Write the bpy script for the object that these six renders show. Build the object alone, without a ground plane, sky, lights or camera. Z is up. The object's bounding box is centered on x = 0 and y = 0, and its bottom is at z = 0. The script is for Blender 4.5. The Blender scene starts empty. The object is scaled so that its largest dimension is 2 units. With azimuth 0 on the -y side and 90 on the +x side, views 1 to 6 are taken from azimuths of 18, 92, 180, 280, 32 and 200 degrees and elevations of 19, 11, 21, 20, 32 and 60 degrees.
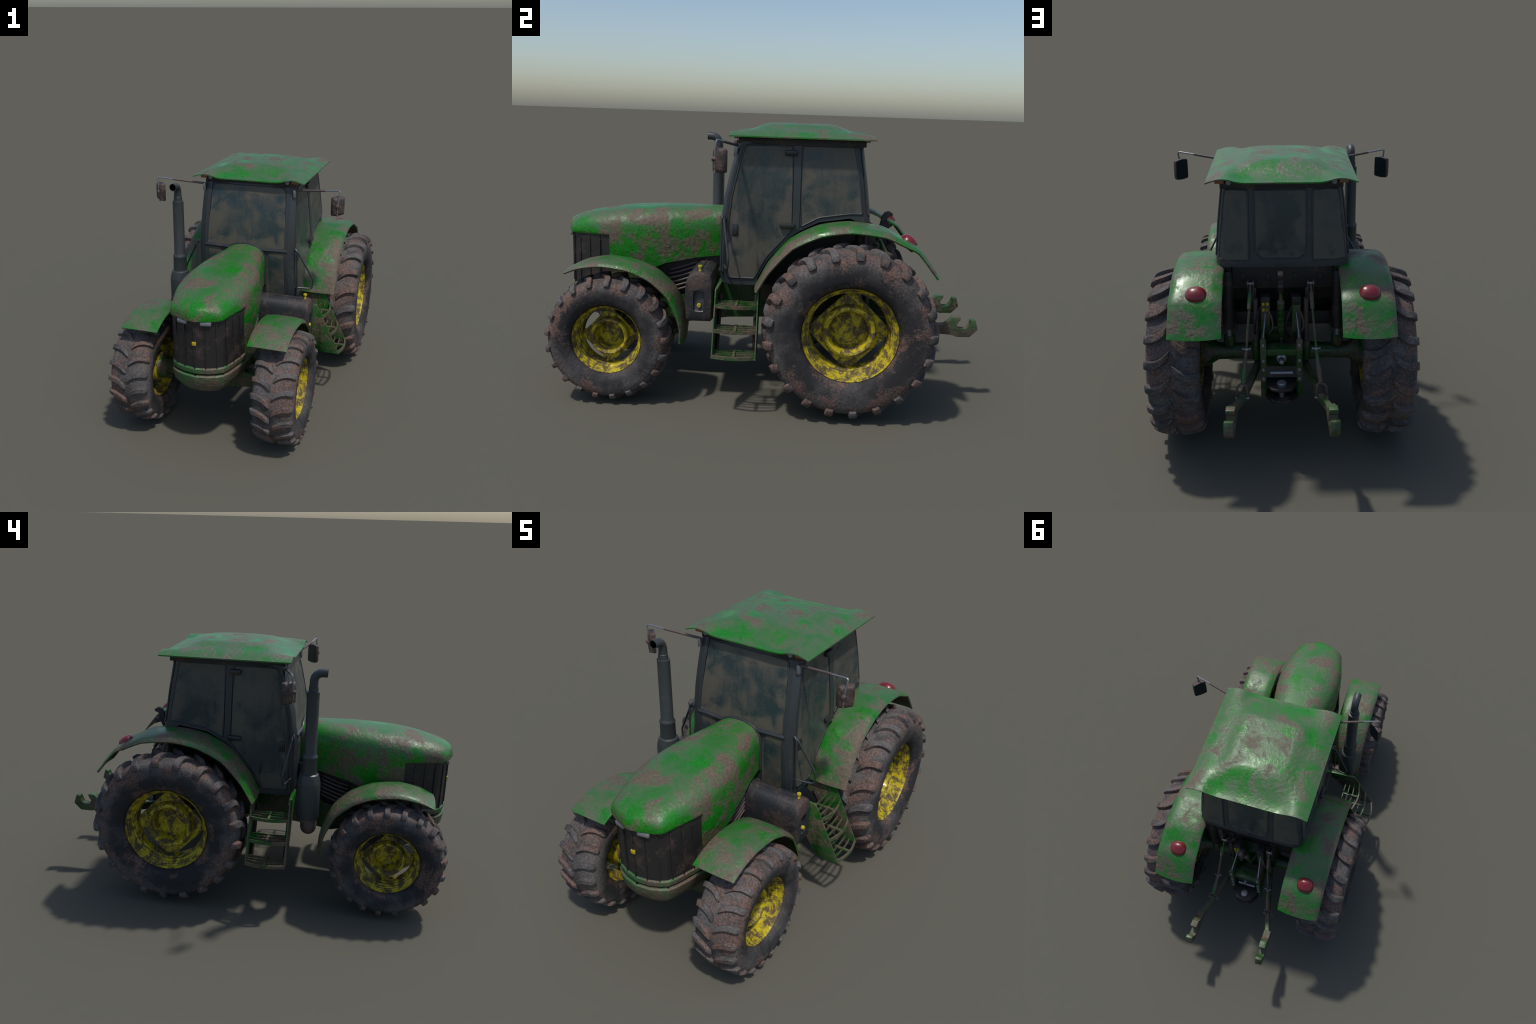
# A dirty green farm tractor, built part by part.  Front faces -y, metres, z up.
import bpy, bmesh, math, random
from math import sin, cos, pi, sqrt, radians
from mathutils import Vector, Matrix, noise as mnoise

random.seed(7)
SC = bpy.context.scene

# ------------------------------------------------------------------ materials
class NT:
    """Tiny helper around a material's node tree."""
    def __init__(self, name):
        self.m = bpy.data.materials.new(name)
        self.m.use_nodes = True
        self.t = self.m.node_tree
        self.b = self.t.nodes['Principled BSDF']
    def n(self, kind, **kw):
        x = self.t.nodes.new(kind)
        for k, v in kw.items():
            setattr(x, k, v)
        return x
    def put(self, sock, v):
        if v is None:
            return
        if hasattr(v, 'is_linked') or isinstance(v, bpy.types.NodeSocket):
            self.t.links.new(v, sock)
        else:
            sock.default_value = v
    def coords(self, vary=False):
        tc = self.n('ShaderNodeTexCoord').outputs['Object']
        if not vary:
            return tc
        oi = self.n('ShaderNodeObjectInfo')
        mul = self.math('MULTIPLY', oi.outputs['Random'], 37.0)
        c = self.n('ShaderNodeCombineXYZ')
        self.put(c.inputs[0], mul); self.put(c.inputs[1], mul); self.put(c.inputs[2], mul)
        a = self.n('ShaderNodeVectorMath', operation='ADD')
        self.put(a.inputs[0], tc); self.put(a.inputs[1], c.outputs[0])
        return a.outputs[0]
    def mapping(self, vec, scale=(1, 1, 1), loc=(0, 0, 0), rot=(0, 0, 0)):
        m = self.n('ShaderNodeMapping')
        self.put(m.inputs['Vector'], vec)
        m.inputs['Scale'].default_value = scale
        m.inputs['Location'].default_value = loc
        m.inputs['Rotation'].default_value = rot
        return m.outputs[0]
    def noise(self, vec, scale, detail=4, rough=0.55, dist=0.0):
        x = self.n('ShaderNodeTexNoise')
        self.put(x.inputs['Vector'], vec)
        x.inputs['Scale'].default_value = scale
        x.inputs['Detail'].default_value = detail
        x.inputs['Roughness'].default_value = rough
        x.inputs['Distortion'].default_value = dist
        return x.outputs['Fac']
    def math(self, op, a, b=None, c=None, clamp=False):
        x = self.n('ShaderNodeMath', operation=op)
        x.use_clamp = clamp
        self.put(x.inputs[0], a)
        if b is not None: self.put(x.inputs[1], b)
        if c is not None: self.put(x.inputs[2], c)
        return x.outputs[0]
    def step(self, v, lo, hi):
        x = self.n('ShaderNodeMapRange')
        x.interpolation_type = 'SMOOTHSTEP'
        self.put(x.inputs['Value'], v)
        x.inputs['From Min'].default_value = lo
        x.inputs['From Max'].default_value = hi
        return x.outputs['Result']
    def mix(self, f, a, b):
        x = self.n('ShaderNodeMix', data_type='RGBA')
        self.put(x.inputs[0], f); self.put(x.inputs[6], a); self.put(x.inputs[7], b)
        return x.outputs[2]
    def mixf(self, f, a, b):
        x = self.n('ShaderNodeMix', data_type='FLOAT')
        self.put(x.inputs[0], f); self.put(x.inputs[2], a); self.put(x.inputs[3], b)
        return x.outputs[0]
    def bump(self, h, strength=0.5, dist=0.004, normal=None):
        x = self.n('ShaderNodeBump')
        self.put(x.inputs['Height'], h)
        x.inputs['Strength'].default_value = strength
        x.inputs['Distance'].default_value = dist
        if normal is not None: self.put(x.inputs['Normal'], normal)
        return x.outputs[0]
    def done(self, color, rough=0.5, metal=0.0, normal=None, spec=None, coat=None):
        self.put(self.b.inputs['Base Color'], color)
        self.put(self.b.inputs['Roughness'], rough)
        self.put(self.b.inputs['Metallic'], metal)
        if spec is not None: self.put(self.b.inputs['Specular IOR Level'], spec)
        if normal is not None: self.put(self.b.inputs['Normal'], normal)
        if coat is not None:
            self.put(self.b.inputs['Coat Weight'], coat)
            self.b.inputs['Coat Roughness'].default_value = 0.12
        return self.m

def srgb(r, g, b):
    f = lambda c: c / 255 / 12.92 if c / 255 <= 0.04045 else ((c / 255 + 0.055) / 1.055) ** 2.4
    return (f(r), f(g), f(b), 1)

MUD = srgb(112, 90, 80)
MUD_DARK = srgb(84, 66, 58)

def mat_paint(name, mud_lo=0.53, mud_hi=0.60, dust_amt=0.75, off=(0, 0, 0), shade=1.0, crust=0.0, settle=0.0, haze=0.0):
    """Glossy green, a dust film that settles mostly on upward faces, and crusty mud splashes."""
    g = NT(name)
    v = g.mapping(g.coords(), loc=off)
    big = g.noise(v, 7.0, 6, 0.62, 0.5)
    mid = g.noise(g.mapping(v, loc=(3, 1, 7)), 7.5, 8, 0.62, 0.5)
    fine = g.noise(g.mapping(v, loc=(9, 4, 2)), 95.0, 5, 0.65)
    lump = g.noise(g.mapping(v, loc=(1, 8, 5)), 52.0, 4, 0.5, 0.1)
    geo = g.n('ShaderNodeNewGeometry')
    sep = g.n('ShaderNodeSeparateXYZ'); g.put(sep.inputs[0], geo.outputs['True Normal'])
    up = g.math('MULTIPLY', g.math('SUBTRACT', sep.outputs[2], 0.55), settle)
    green = g.mix(g.step(fine, 0.3, 0.7), srgb(20, 96 * shade, 20), srgb(30, 118 * shade, 28))
    film = g.mix(g.step(mid, 0.36, 0.6), srgb(56, 97, 54), srgb(86, 94, 75))
    dust = g.math('ADD', g.math('ADD', big, up), g.math('MULTIPLY', g.math('SUBTRACT', mid, 0.5), 0.3))
    dust = g.math('MULTIPLY', g.step(dust, 0.40 - haze, 0.60 - haze), dust_amt)
    col = g.mix(dust, green, film)
    mudv = g.math('SUBTRACT', mid, g.math('MULTIPLY', up, 0.35))
    mudm = g.step(g.math('ADD', mudv, g.math('MULTIPLY', g.math('SUBTRACT', lump, 0.5), 0.18)), mud_lo - 0.02, mud_hi + 0.03)
    mudm = g.math('MULTIPLY', mudm, g.mixf(g.step(fine, 0.34, 0.62), 0.6, 0.95))
    mudc = g.mix(g.step(fine, 0.35, 0.65), srgb(82, 65, 57), srgb(108, 87, 77))
    col = g.mix(mudm, col, mudc)
    rough = g.mixf(mudm, g.mixf(dust, 0.27, 0.45), 0.72)
    area = g.math('ADD', g.step(mudv, mud_lo - 0.12, mud_hi + 0.02), crust, clamp=True)
    h = g.math('MULTIPLY', g.math('ADD', g.math('SUBTRACT', lump, 0.5), g.math('MULTIPLY', g.math('SUBTRACT', fine, 0.5), 0.35)), area)
    return g.done(col, rough, 0.0, g.bump(h, 0.8, 0.0055), 0.42)

def mat_rubber(name, k):
    """Black rubber; grey dust and brown mud on tread and shoulder (k = wheel size)."""
    g = NT(name)
    tc = g.coords()
    v = g.coords(vary=True)
    s = g.n('ShaderNodeSeparateXYZ'); g.put(s.inputs[0], tc)
    r = g.math('SQRT', g.math('ADD', g.math('MULTIPLY', s.outputs[1], s.outputs[1]),
                              g.math('MULTIPLY', s.outputs[2], s.outputs[2])))
    r = g.math('DIVIDE', r, k)
    mid = g.noise(v, 8.0, 6, 0.62, 0.3)
    mid2 = g.noise(g.mapping(v, loc=(4, 9, 2)), 5.5, 6, 0.62)
    fine = g.noise(g.mapping(v, loc=(1, 3, 5)), 110.0, 4, 0.6)
    worm = g.noise(g.mapping(v, loc=(7, 3, 5)), 70.0, 4, 0.6, 0.8)
    black = g.mix(fine, srgb(35, 35, 37), srgb(52, 51, 52))
    grey = g.mix(g.step(fine, 0.3, 0.7), srgb(74, 71, 70), srgb(104, 99, 97))
    mud = g.mix(g.step(fine, 0.35, 0.65), srgb(84, 65, 58), srgb(116, 92, 83))
    wob = g.math('ADD', r, g.math('MULTIPLY', g.math('SUBTRACT', mid2, 0.5), 0.10))
    outer = g.step(wob, 0.268, 0.335)
    bead = g.math('SUBTRACT', 1.0, g.step(wob, 0.222, 0.25))
    base = g.mixf(outer, g.math('MULTIPLY', g.step(mid2, 0.46, 0.66), 0.5), g.mixf(g.step(mid2, 0.38, 0.56), 0.35, 1.0))
    col = g.mix(base, black, grey)
    band = g.math('ADD', g.math('MULTIPLY', outer, 0.08), g.math('MULTIPLY', bead, 0.05))
    mudm = g.step(g.math('ADD', mid, g.math('ADD', band,
                  g.math('MULTIPLY', g.math('SUBTRACT', fine, 0.5), 0.20))), 0.54, 0.68)
    col = g.mix(g.math('MULTIPLY', mudm, 0.85), col, mud)
    h = g.math('ADD', g.math('MULTIPLY', fine, 0.25), g.math('MULTIPLY', worm, mudm))
    return g.done(col, 0.78, 0.0, g.bump(h, 0.55, 0.005), 0.3)

def mat_rim(name):
    g = NT(name)
    v = g.coords(vary=True)
    mid = g.noise(v, 22.0, 10, 0.76, 0.4)
    fine = g.noise(v, 90.0, 4, 0.6)
    yel = g.mix(g.step(fine, 0.3, 0.7), srgb(162, 147, 22), srgb(206, 186, 30))
    dirt = g.mix(g.step(fine, 0.3, 0.7), srgb(58, 45, 38), srgb(84, 67, 55))
    m = g.step(g.math('ADD', mid, g.math('MULTIPLY', g.math('SUBTRACT', fine, 0.5), 0.14)), 0.445, 0.55)
    return g.done(g.mix(g.math('MULTIPLY', m, 0.92), yel, dirt), g.mixf(m, 0.3, 0.75), 0.0,
                  g.bump(m, 0.4, 0.002), 0.5)

def mat_dark(name, c0, c1, rough=0.45, dirt=0.6, lo=0.52, hi=0.66, metal=0.0, scale=10.0, tone=1.0):
    g = NT(name)
    v = g.coords()
    mid = g.noise(v, scale, 7, 0.62, 0.3)
    fine = g.noise(v, 100.0, 4, 0.6)
    col = g.mix(fine, c0, c1)
    m = g.math('MULTIPLY', g.step(g.math('ADD', mid, g.math('MULTIPLY', g.math('SUBTRACT', fine, 0.5), 0.15)), lo, hi), dirt)
    col = g.mix(m, col, g.mix(g.step(fine, 0.35, 0.65), srgb(72 * tone, 56 * tone, 50 * tone), srgb(106 * tone, 84 * tone, 75 * tone)))
    return g.done(col, g.mixf(m, rough, 0.8), metal, g.bump(g.math('ADD', g.math('MULTIPLY', m, 1.0), g.math('MULTIPLY', fine, 0.3)), 0.4, 0.003), 0.5)

def mat_glass(name, axis):
    """Dusty tinted glass; dirt gathers toward the pane borders and runs in streaks."""
    g = NT(name)
    v = g.coords()
    tc = g.n('ShaderNodeTexCoord')
    s = g.n('ShaderNodeSeparateXYZ'); g.put(s.inputs[0], tc.outputs['Generated'])
    def edge(o):
        return g.math('ABSOLUTE', g.math('SUBTRACT', g.math('MULTIPLY', o, 2.0), 1.0))
    e = g.math('MAXIMUM', edge(s.outputs[axis]), edge(s.outputs[2]))
    blot = g.noise(v, 10.0, 6, 0.6, 0.3)
    streak = g.noise(g.mapping(v, scale=(45, 45, 2.0)), 1.0, 3, 0.6)
    fine = g.noise(v, 120.0, 4, 0.65)
    cloud = g.noise(g.mapping(v, loc=(5, 2, 8)), 4.5, 3, 0.5)
    rim = g.step(g.math('ADD', e, g.math('MULTIPLY', g.math('SUBTRACT', blot, 0.5), 1.1)), 0.55, 1.15)
    d = g.math('ADD', g.math('MULTIPLY', rim, 0.22), g.math('MULTIPLY', g.math('ADD', blot, cloud), 0.5))
    d = g.math('ADD', d, g.math('MULTIPLY', g.math('SUBTRACT', streak, 0.5), 0.14))
    d = g.math('ADD', d, g.math('MULTIPLY', g.math('SUBTRACT', fine, 0.5), 0.14))
    m = g.math('MULTIPLY', g.step(d, 0.43, 0.65), 0.82)
    col = g.mix(m, srgb(40, 54, 56), g.mix(fine, srgb(78, 73, 63), srgb(95, 88, 76)))
    return g.done(col, g.mixf(m, 0.25, 0.55), 0.0, None, 0.45)

def mat_plain(name, col, rough=0.4, metal=0.0, coat=None):
    g = NT(name)
    fine = g.noise(g.coords(), 70.0, 4, 0.6)
    dim = tuple(c * 0.78 for c in col[:3]) + (1,)
    return g.done(g.mix(fine, dim, col), rough, metal, g.bump(fine, 0.12, 0.002), 0.5, coat)

M_ROOF = mat_paint('dusty_green_roof_paint', 0.54, 0.61, 0.8, (2.3, 0.4, 0), 1.06, 0.22, 0.08, 0.03)
M_FENDER = mat_paint('muddy_green_fender_paint', 0.46, 0.56, 0.85, (1.4, 8.3, 4.0), 1.0, 0.05, 0.20, 0.03)
M_HOOD = mat_paint('green_hood_paint', 0.505, 0.57, 0.72, (0.9, 6.4, 2.0), 1.05, 0.05, 0.16)
M_CHASSIS = mat_paint('dull_green_chassis_paint', 0.47, 0.58, 0.3, (7, 2, 3), 0.62)
M_LADDER = mat_paint('muddy_green_ladder_paint', 0.46, 0.56, 0.5, (3.3, 1.2, 6.0), 0.80)
M_TREAD = mat_paint('muddy_step_paint', 0.41, 0.55, 0.6, (3.3, 1.2, 6.0), 0.72)
M_BUMPER = mat_paint('mud_caked_bumper_paint', 0.43, 0.56, 0.92, (2.6, 7.7, 3.0), 0.9, 0.2, 0.0, 0.12)
M_CLAW = mat_paint('worn_claw_paint', 0.40, 0.54, 0.8, (6.6, 1.7, 2.0), 0.62, 0.0, 0.0, 0.06)
M_RUBBER = {True: mat_rubber('muddy_tyre_rubber', 1.0), False: mat_rubber('muddy_small_tyre_rubber', 0.75)}
M_RIM = mat_rim('chipped_yellow_rim_paint')
M_FRAME = mat_dark('dark_cab_frame', srgb(40, 45, 48), srgb(52, 57, 60), 0.4, 0.45, 0.55, 0.72)
M_GRILLE = mat_dark('muddy_black_grille', srgb(29, 28, 28), srgb(42, 40, 39), 0.5, 0.7, 0.49, 0.68, 0.0, 11.0, 0.78)
M_BLACK = mat_dark('sooty_black_metal', srgb(24, 23, 23), srgb(36, 34, 33), 0.55, 0.5, 0.52, 0.7)
M_STACK = mat_dark('grey_exhaust_metal', srgb(46, 51, 53), srgb(58, 63, 64), 0.42, 0.4, 0.56, 0.72)
M_TANK = mat_dark('muddy_tank_plastic', srgb(38, 40, 44), srgb(46, 48, 51), 0.42, 0.85, 0.43, 0.62, 0.0, 9.0, 0.78)
M_HINGE = mat_dark('black_hinge_plastic', srgb(30, 33, 36), srgb(38, 41, 44), 0.35, 0.15)
M_PIPE = mat_dark('rusty_brown_pipe', srgb(70, 60, 58), srgb(98, 84, 80), 0.55, 0.5)
M_MIRRORBACK = mat_dark('muddy_mirror_shell', srgb(44, 38, 36), srgb(64, 53, 48), 0.5, 0.7, 0.42, 0.6, 0.0, 22)
M_GLASS_S = mat_glass('dusty_glass_facing_sideways', 1)
M_GLASS_F = mat_glass('dusty_glass_facing_lengthwise', 0)
M_STEEL = mat_plain('dull_steel', srgb(150, 150, 155), 0.35, 0.7)
M_RED = mat_plain('red_lamp_plastic', srgb(118, 26, 33), 0.32, 0.0, 0.3)
M_YELLOW = mat_plain('yellow_cap_plastic', srgb(182, 162, 36), 0.45)
M_ORANGE = mat_plain('amber_lamp_plastic', srgb(150, 95, 50), 0.3)
M_LAMP = mat_plain('grey_lamp_lens', srgb(120, 122, 126), 0.25, 0.0, 0.4)
M_MIRROR = mat_plain('dirty_mirror_glass', srgb(36, 44, 46), 0.2)

# ------------------------------------------------------------------ mesh helpers
ROOT = bpy.data.objects.new('farm_tractor', None)
SC.collection.objects.link(ROOT)
ROOT['label'] = 'muddy green farm tractor with cab, yellow rims, big tyres'
ROOT['category'] = 'tractor'

def finish(bm, name, mat, parent=None, angle=35, mesh_only=False):
    bmesh.ops.remove_doubles(bm, verts=bm.verts, dist=1e-6)
    bmesh.ops.recalc_face_normals(bm, faces=bm.faces)
    me = bpy.data.meshes.new(name)
    bm.to_mesh(me); bm.free()
    for p in me.polygons:
        p.use_smooth = True
    me.set_sharp_from_angle(angle=radians(angle))
    me.materials.append(mat)
    if mesh_only:
        return me
    return place(me, name, parent)

def place(me, name, parent=None, mat4=None):
    ob = bpy.data.objects.new(name, me)
    SC.collection.objects.link(ob)
    ob.parent = parent or ROOT
    if mat4 is not None:
        ob.matrix_local = mat4
    return ob

def add_rings(bm, rings, cap=True, closed=True, loop=False):
    """Skin a list of equal-length vertex rings."""
    vs = [[bm.verts.new(p) for p in r] for r in rings]
    n = len(rings[0])
    m = len(vs)
    for i in range(m if loop else m - 1):
        a, b = vs[i], vs[(i + 1) % m]
        for j in range(n if closed else n - 1):
            k = (j + 1) % n
            try:
                bm.faces.new((a[j], a[k], b[k], b[j]))
            except ValueError:
                pass
    if cap and closed and not loop:
        bm.faces.new(vs[0]); bm.faces.new(list(reversed(vs[-1])))
    return vs

def add_box(bm, c, s, bevel=0.0, rot=None, segs=2):
    geo = bmesh.ops.create_cube(bm, size=1.0)
    vs = geo['verts']
    R = (rot or Matrix.Identity(3)).to_4x4()
    bmesh.ops.transform(bm, verts=vs, matrix=Matrix.Translation(c) @ R @ Matrix.Diagonal((*s, 1)))
    if bevel:
        ed = list({e for v in vs for e in v.link_edges})
        bmesh.ops.bevel(bm, geom=ed, offset=bevel, segments=segs, profile=0.5, affect='EDGES')

def box(name, c, s, mat, parent=None, bevel=0.004, rot=None):
    bm = bmesh.new(); add_box(bm, Vector(c), s, bevel, rot)
    return finish(bm, name, mat, parent)

def fillet(path, r, n=4):
    """Round the inner corners of a polyline."""
    P = [Vector(p) for p in path]
    out = [P[0]]
    for a, b, c in zip(P, P[1:], P[2:]):
        d0, d1 = (a - b), (c - b)
        t = min(r, d0.length * .45, d1.length * .45)
        p0, p1 = b + d0.normalized() * t, b + d1.normalized() * t
        for i in range(n + 1):
            u = i / n
            out.append((1 - u) ** 2 * p0 + 2 * u * (1 - u) * b + u * u * p1)
    out.append(P[-1])
    return out

def add_tube(bm, path, rad, n=12, cap=True, loop=False):
    P = [Vector(p) for p in path]
    R = rad if isinstance(rad, (list, tuple)) else [rad] * len(P)
    rings = []
    up = None
    m = len(P)
    for i, p in enumerate(P):
        if loop:
            t = P[(i + 1) % m] - P[i - 1]
        else:
            t = P[min(i + 1, m - 1)] - P[max(i - 1, 0)]
        t.normalize()
        if up is None:
            up = Vector((0, 0, 1)) if abs(t.z) < .9 else Vector((0, 1, 0))
        up = (up - t * up.dot(t)).normalized()
        side = t.cross(up)
        rings.append([p + R[i] * (cos(2 * pi * k / n) * up + sin(2 * pi * k / n) * side) for k in range(n)])
    add_rings(bm, rings, cap=cap, loop=loop)

def tube(name, path, rad, mat, parent=None, n=12, angle=40, loop=False):
    bm = bmesh.new(); add_tube(bm, path, rad, n, True, loop)
    return finish(bm, name, mat, parent, angle)

def add_lathe(bm, prof, origin, axis='z', n=32, cap=True):
    """prof: list of (radius, height along axis)."""
    o = Vector(origin)
    rings = []
    for r, h in prof:
        ring = []
        for k in range(n):
            a = 2 * pi * k / n
            c, s = r * cos(a), r * sin(a)
            ring.append(o + Vector({'z': (c, s, h), 'x': (h, c, s), 'y': (c, h, s)}[axis]))
        rings.append(ring)
    add_rings(bm, rings, cap=cap)

def lathe(name, prof, origin, mat, parent=None, axis='z', n=32, angle=35):
    bm = bmesh.new(); add_lathe(bm, prof, origin, axis, n)
    return finish(bm, name, mat, parent, angle)

def add_prism(bm, poly, lo, hi, axis='x', bevel=0.0):
    """Extrude a 2D polygon; axis x: poly in (y,z); axis y: (x,z); axis z: (x,y)."""
    f = {'x': lambda p, h: (h, p[0], p[1]), 'y': lambda p, h: (p[0], h, p[1]), 'z': lambda p, h: (p[0], p[1], h)}[axis]
    a = [bm.verts.new(f(p, lo)) for p in poly]
    b = [bm.verts.new(f(p, hi)) for p in poly]
    n = len(poly)
    fs = [bm.faces.new(a), bm.faces.new(b[::-1])]
    for i in range(n):
        fs.append(bm.faces.new((a[i], b[i], b[(i + 1) % n], a[(i + 1) % n])))
    if bevel:
        ed = list({e for x in fs for e in x.edges})
        bmesh.ops.bevel(bm, geom=ed, offset=bevel, segments=2, profile=0.5, affect='EDGES')

def prism(name, poly, lo, hi, mat, parent=None, axis='x', bevel=0.0, angle=35):
    bm = bmesh.new(); add_prism(bm, poly, lo, hi, axis, bevel)
    return finish(bm, name, mat, parent, angle)

def lerp(a, b, t): return a + (b - a) * t

def table(pts, x):
    """Piecewise linear interpolation through control points."""
    if x <= pts[0][0]: return pts[0][1]
    for (x0, y0), (x1, y1) in zip(pts, pts[1:]):
        if x <= x1: return lerp(y0, y1, (x - x0) / (x1 - x0))
    return pts[-1][1]

def smooth_table(pts, x):
    """Catmull-Rom through control points."""
    n = len(pts)
    if x <= pts[0][0]: return pts[0][1]
    if x >= pts[-1][0]: return pts[-1][1]
    for i in range(n - 1):
        x0, y0 = pts[i]; x1, y1 = pts[i + 1]
        if x <= x1:
            h = x1 - x0; t = (x - x0) / h
            m0 = (y1 - pts[i - 1][1]) / (x1 - pts[i - 1][0]) if i else (y1 - y0) / h
            m1 = (pts[i + 2][1] - y0) / (pts[i + 2][0] - x0) if i + 2 < n else (y1 - y0) / h
            return ((2 * t ** 3 - 3 * t * t + 1) * y0 + (t ** 3 - 2 * t * t + t) * h * m0
                    + (-2 * t ** 3 + 3 * t * t) * y1 + (t ** 3 - t * t) * h * m1)

# ------------------------------------------------------------------ wheels
# Profile of the big tyre in (offset from tyre middle, radius); small one is a scaled copy.
TYRE = [(.072, .204), (.082, .2115), (.100, .221), (.1125, .243), (.1175, .272), (.1175, .302), (.111, .329), (.097, .348), (.070, .3585), (.035, .3640), (0, .3655)]

def tyre_path(n=40):
    """Arc-length samples of half the tyre section, from the middle outward."""
    P = [Vector((x, r)) for x, r in reversed(TYRE)]
    Q = []
    for i in range(len(P) - 1):
        p0 = P[i - 1] if i else Vector((-P[1].x, P[1].y))
        p1, p2 = P[i], P[i + 1]
        p3 = P[i + 2] if i + 2 < len(P) else P[i + 1]
        for k in range(8):
            t = k / 8
            Q.append(0.5 * ((2 * p1) + (p2 - p0) * t + (2 * p0 - 5 * p1 + 4 * p2 - p3) * t * t + (3 * p1 - p0 - 3 * p2 + p3) * t ** 3))
    Q.append(P[-1])
    S = [0.0]
    for a, b in zip(Q, Q[1:]): S.append(S[-1] + (b - a).length)
    return Q, S

def along(Q, S, s):
    """Point and outward normal on the section at arc length s (negative = other side)."""
    neg = s < 0; s = abs(s)
    for i in range(len(S) - 1):
        if s <= S[i + 1]:
            t = (s - S[i]) / (S[i + 1] - S[i])
            p = Q[i].lerp(Q[i + 1], t); d = (Q[i + 1] - Q[i]).normalized()
            break
    else:
        p, d = Q[-1], (Q[-1] - Q[-2]).normalized()
    nrm = Vector((-d.y, d.x))
    if nrm.y < 0 and p.y > .3: nrm = -nrm
    if neg: return Vector((-p.x, p.y)), Vector((-nrm.x, nrm.y))
    return p, nrm

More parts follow.
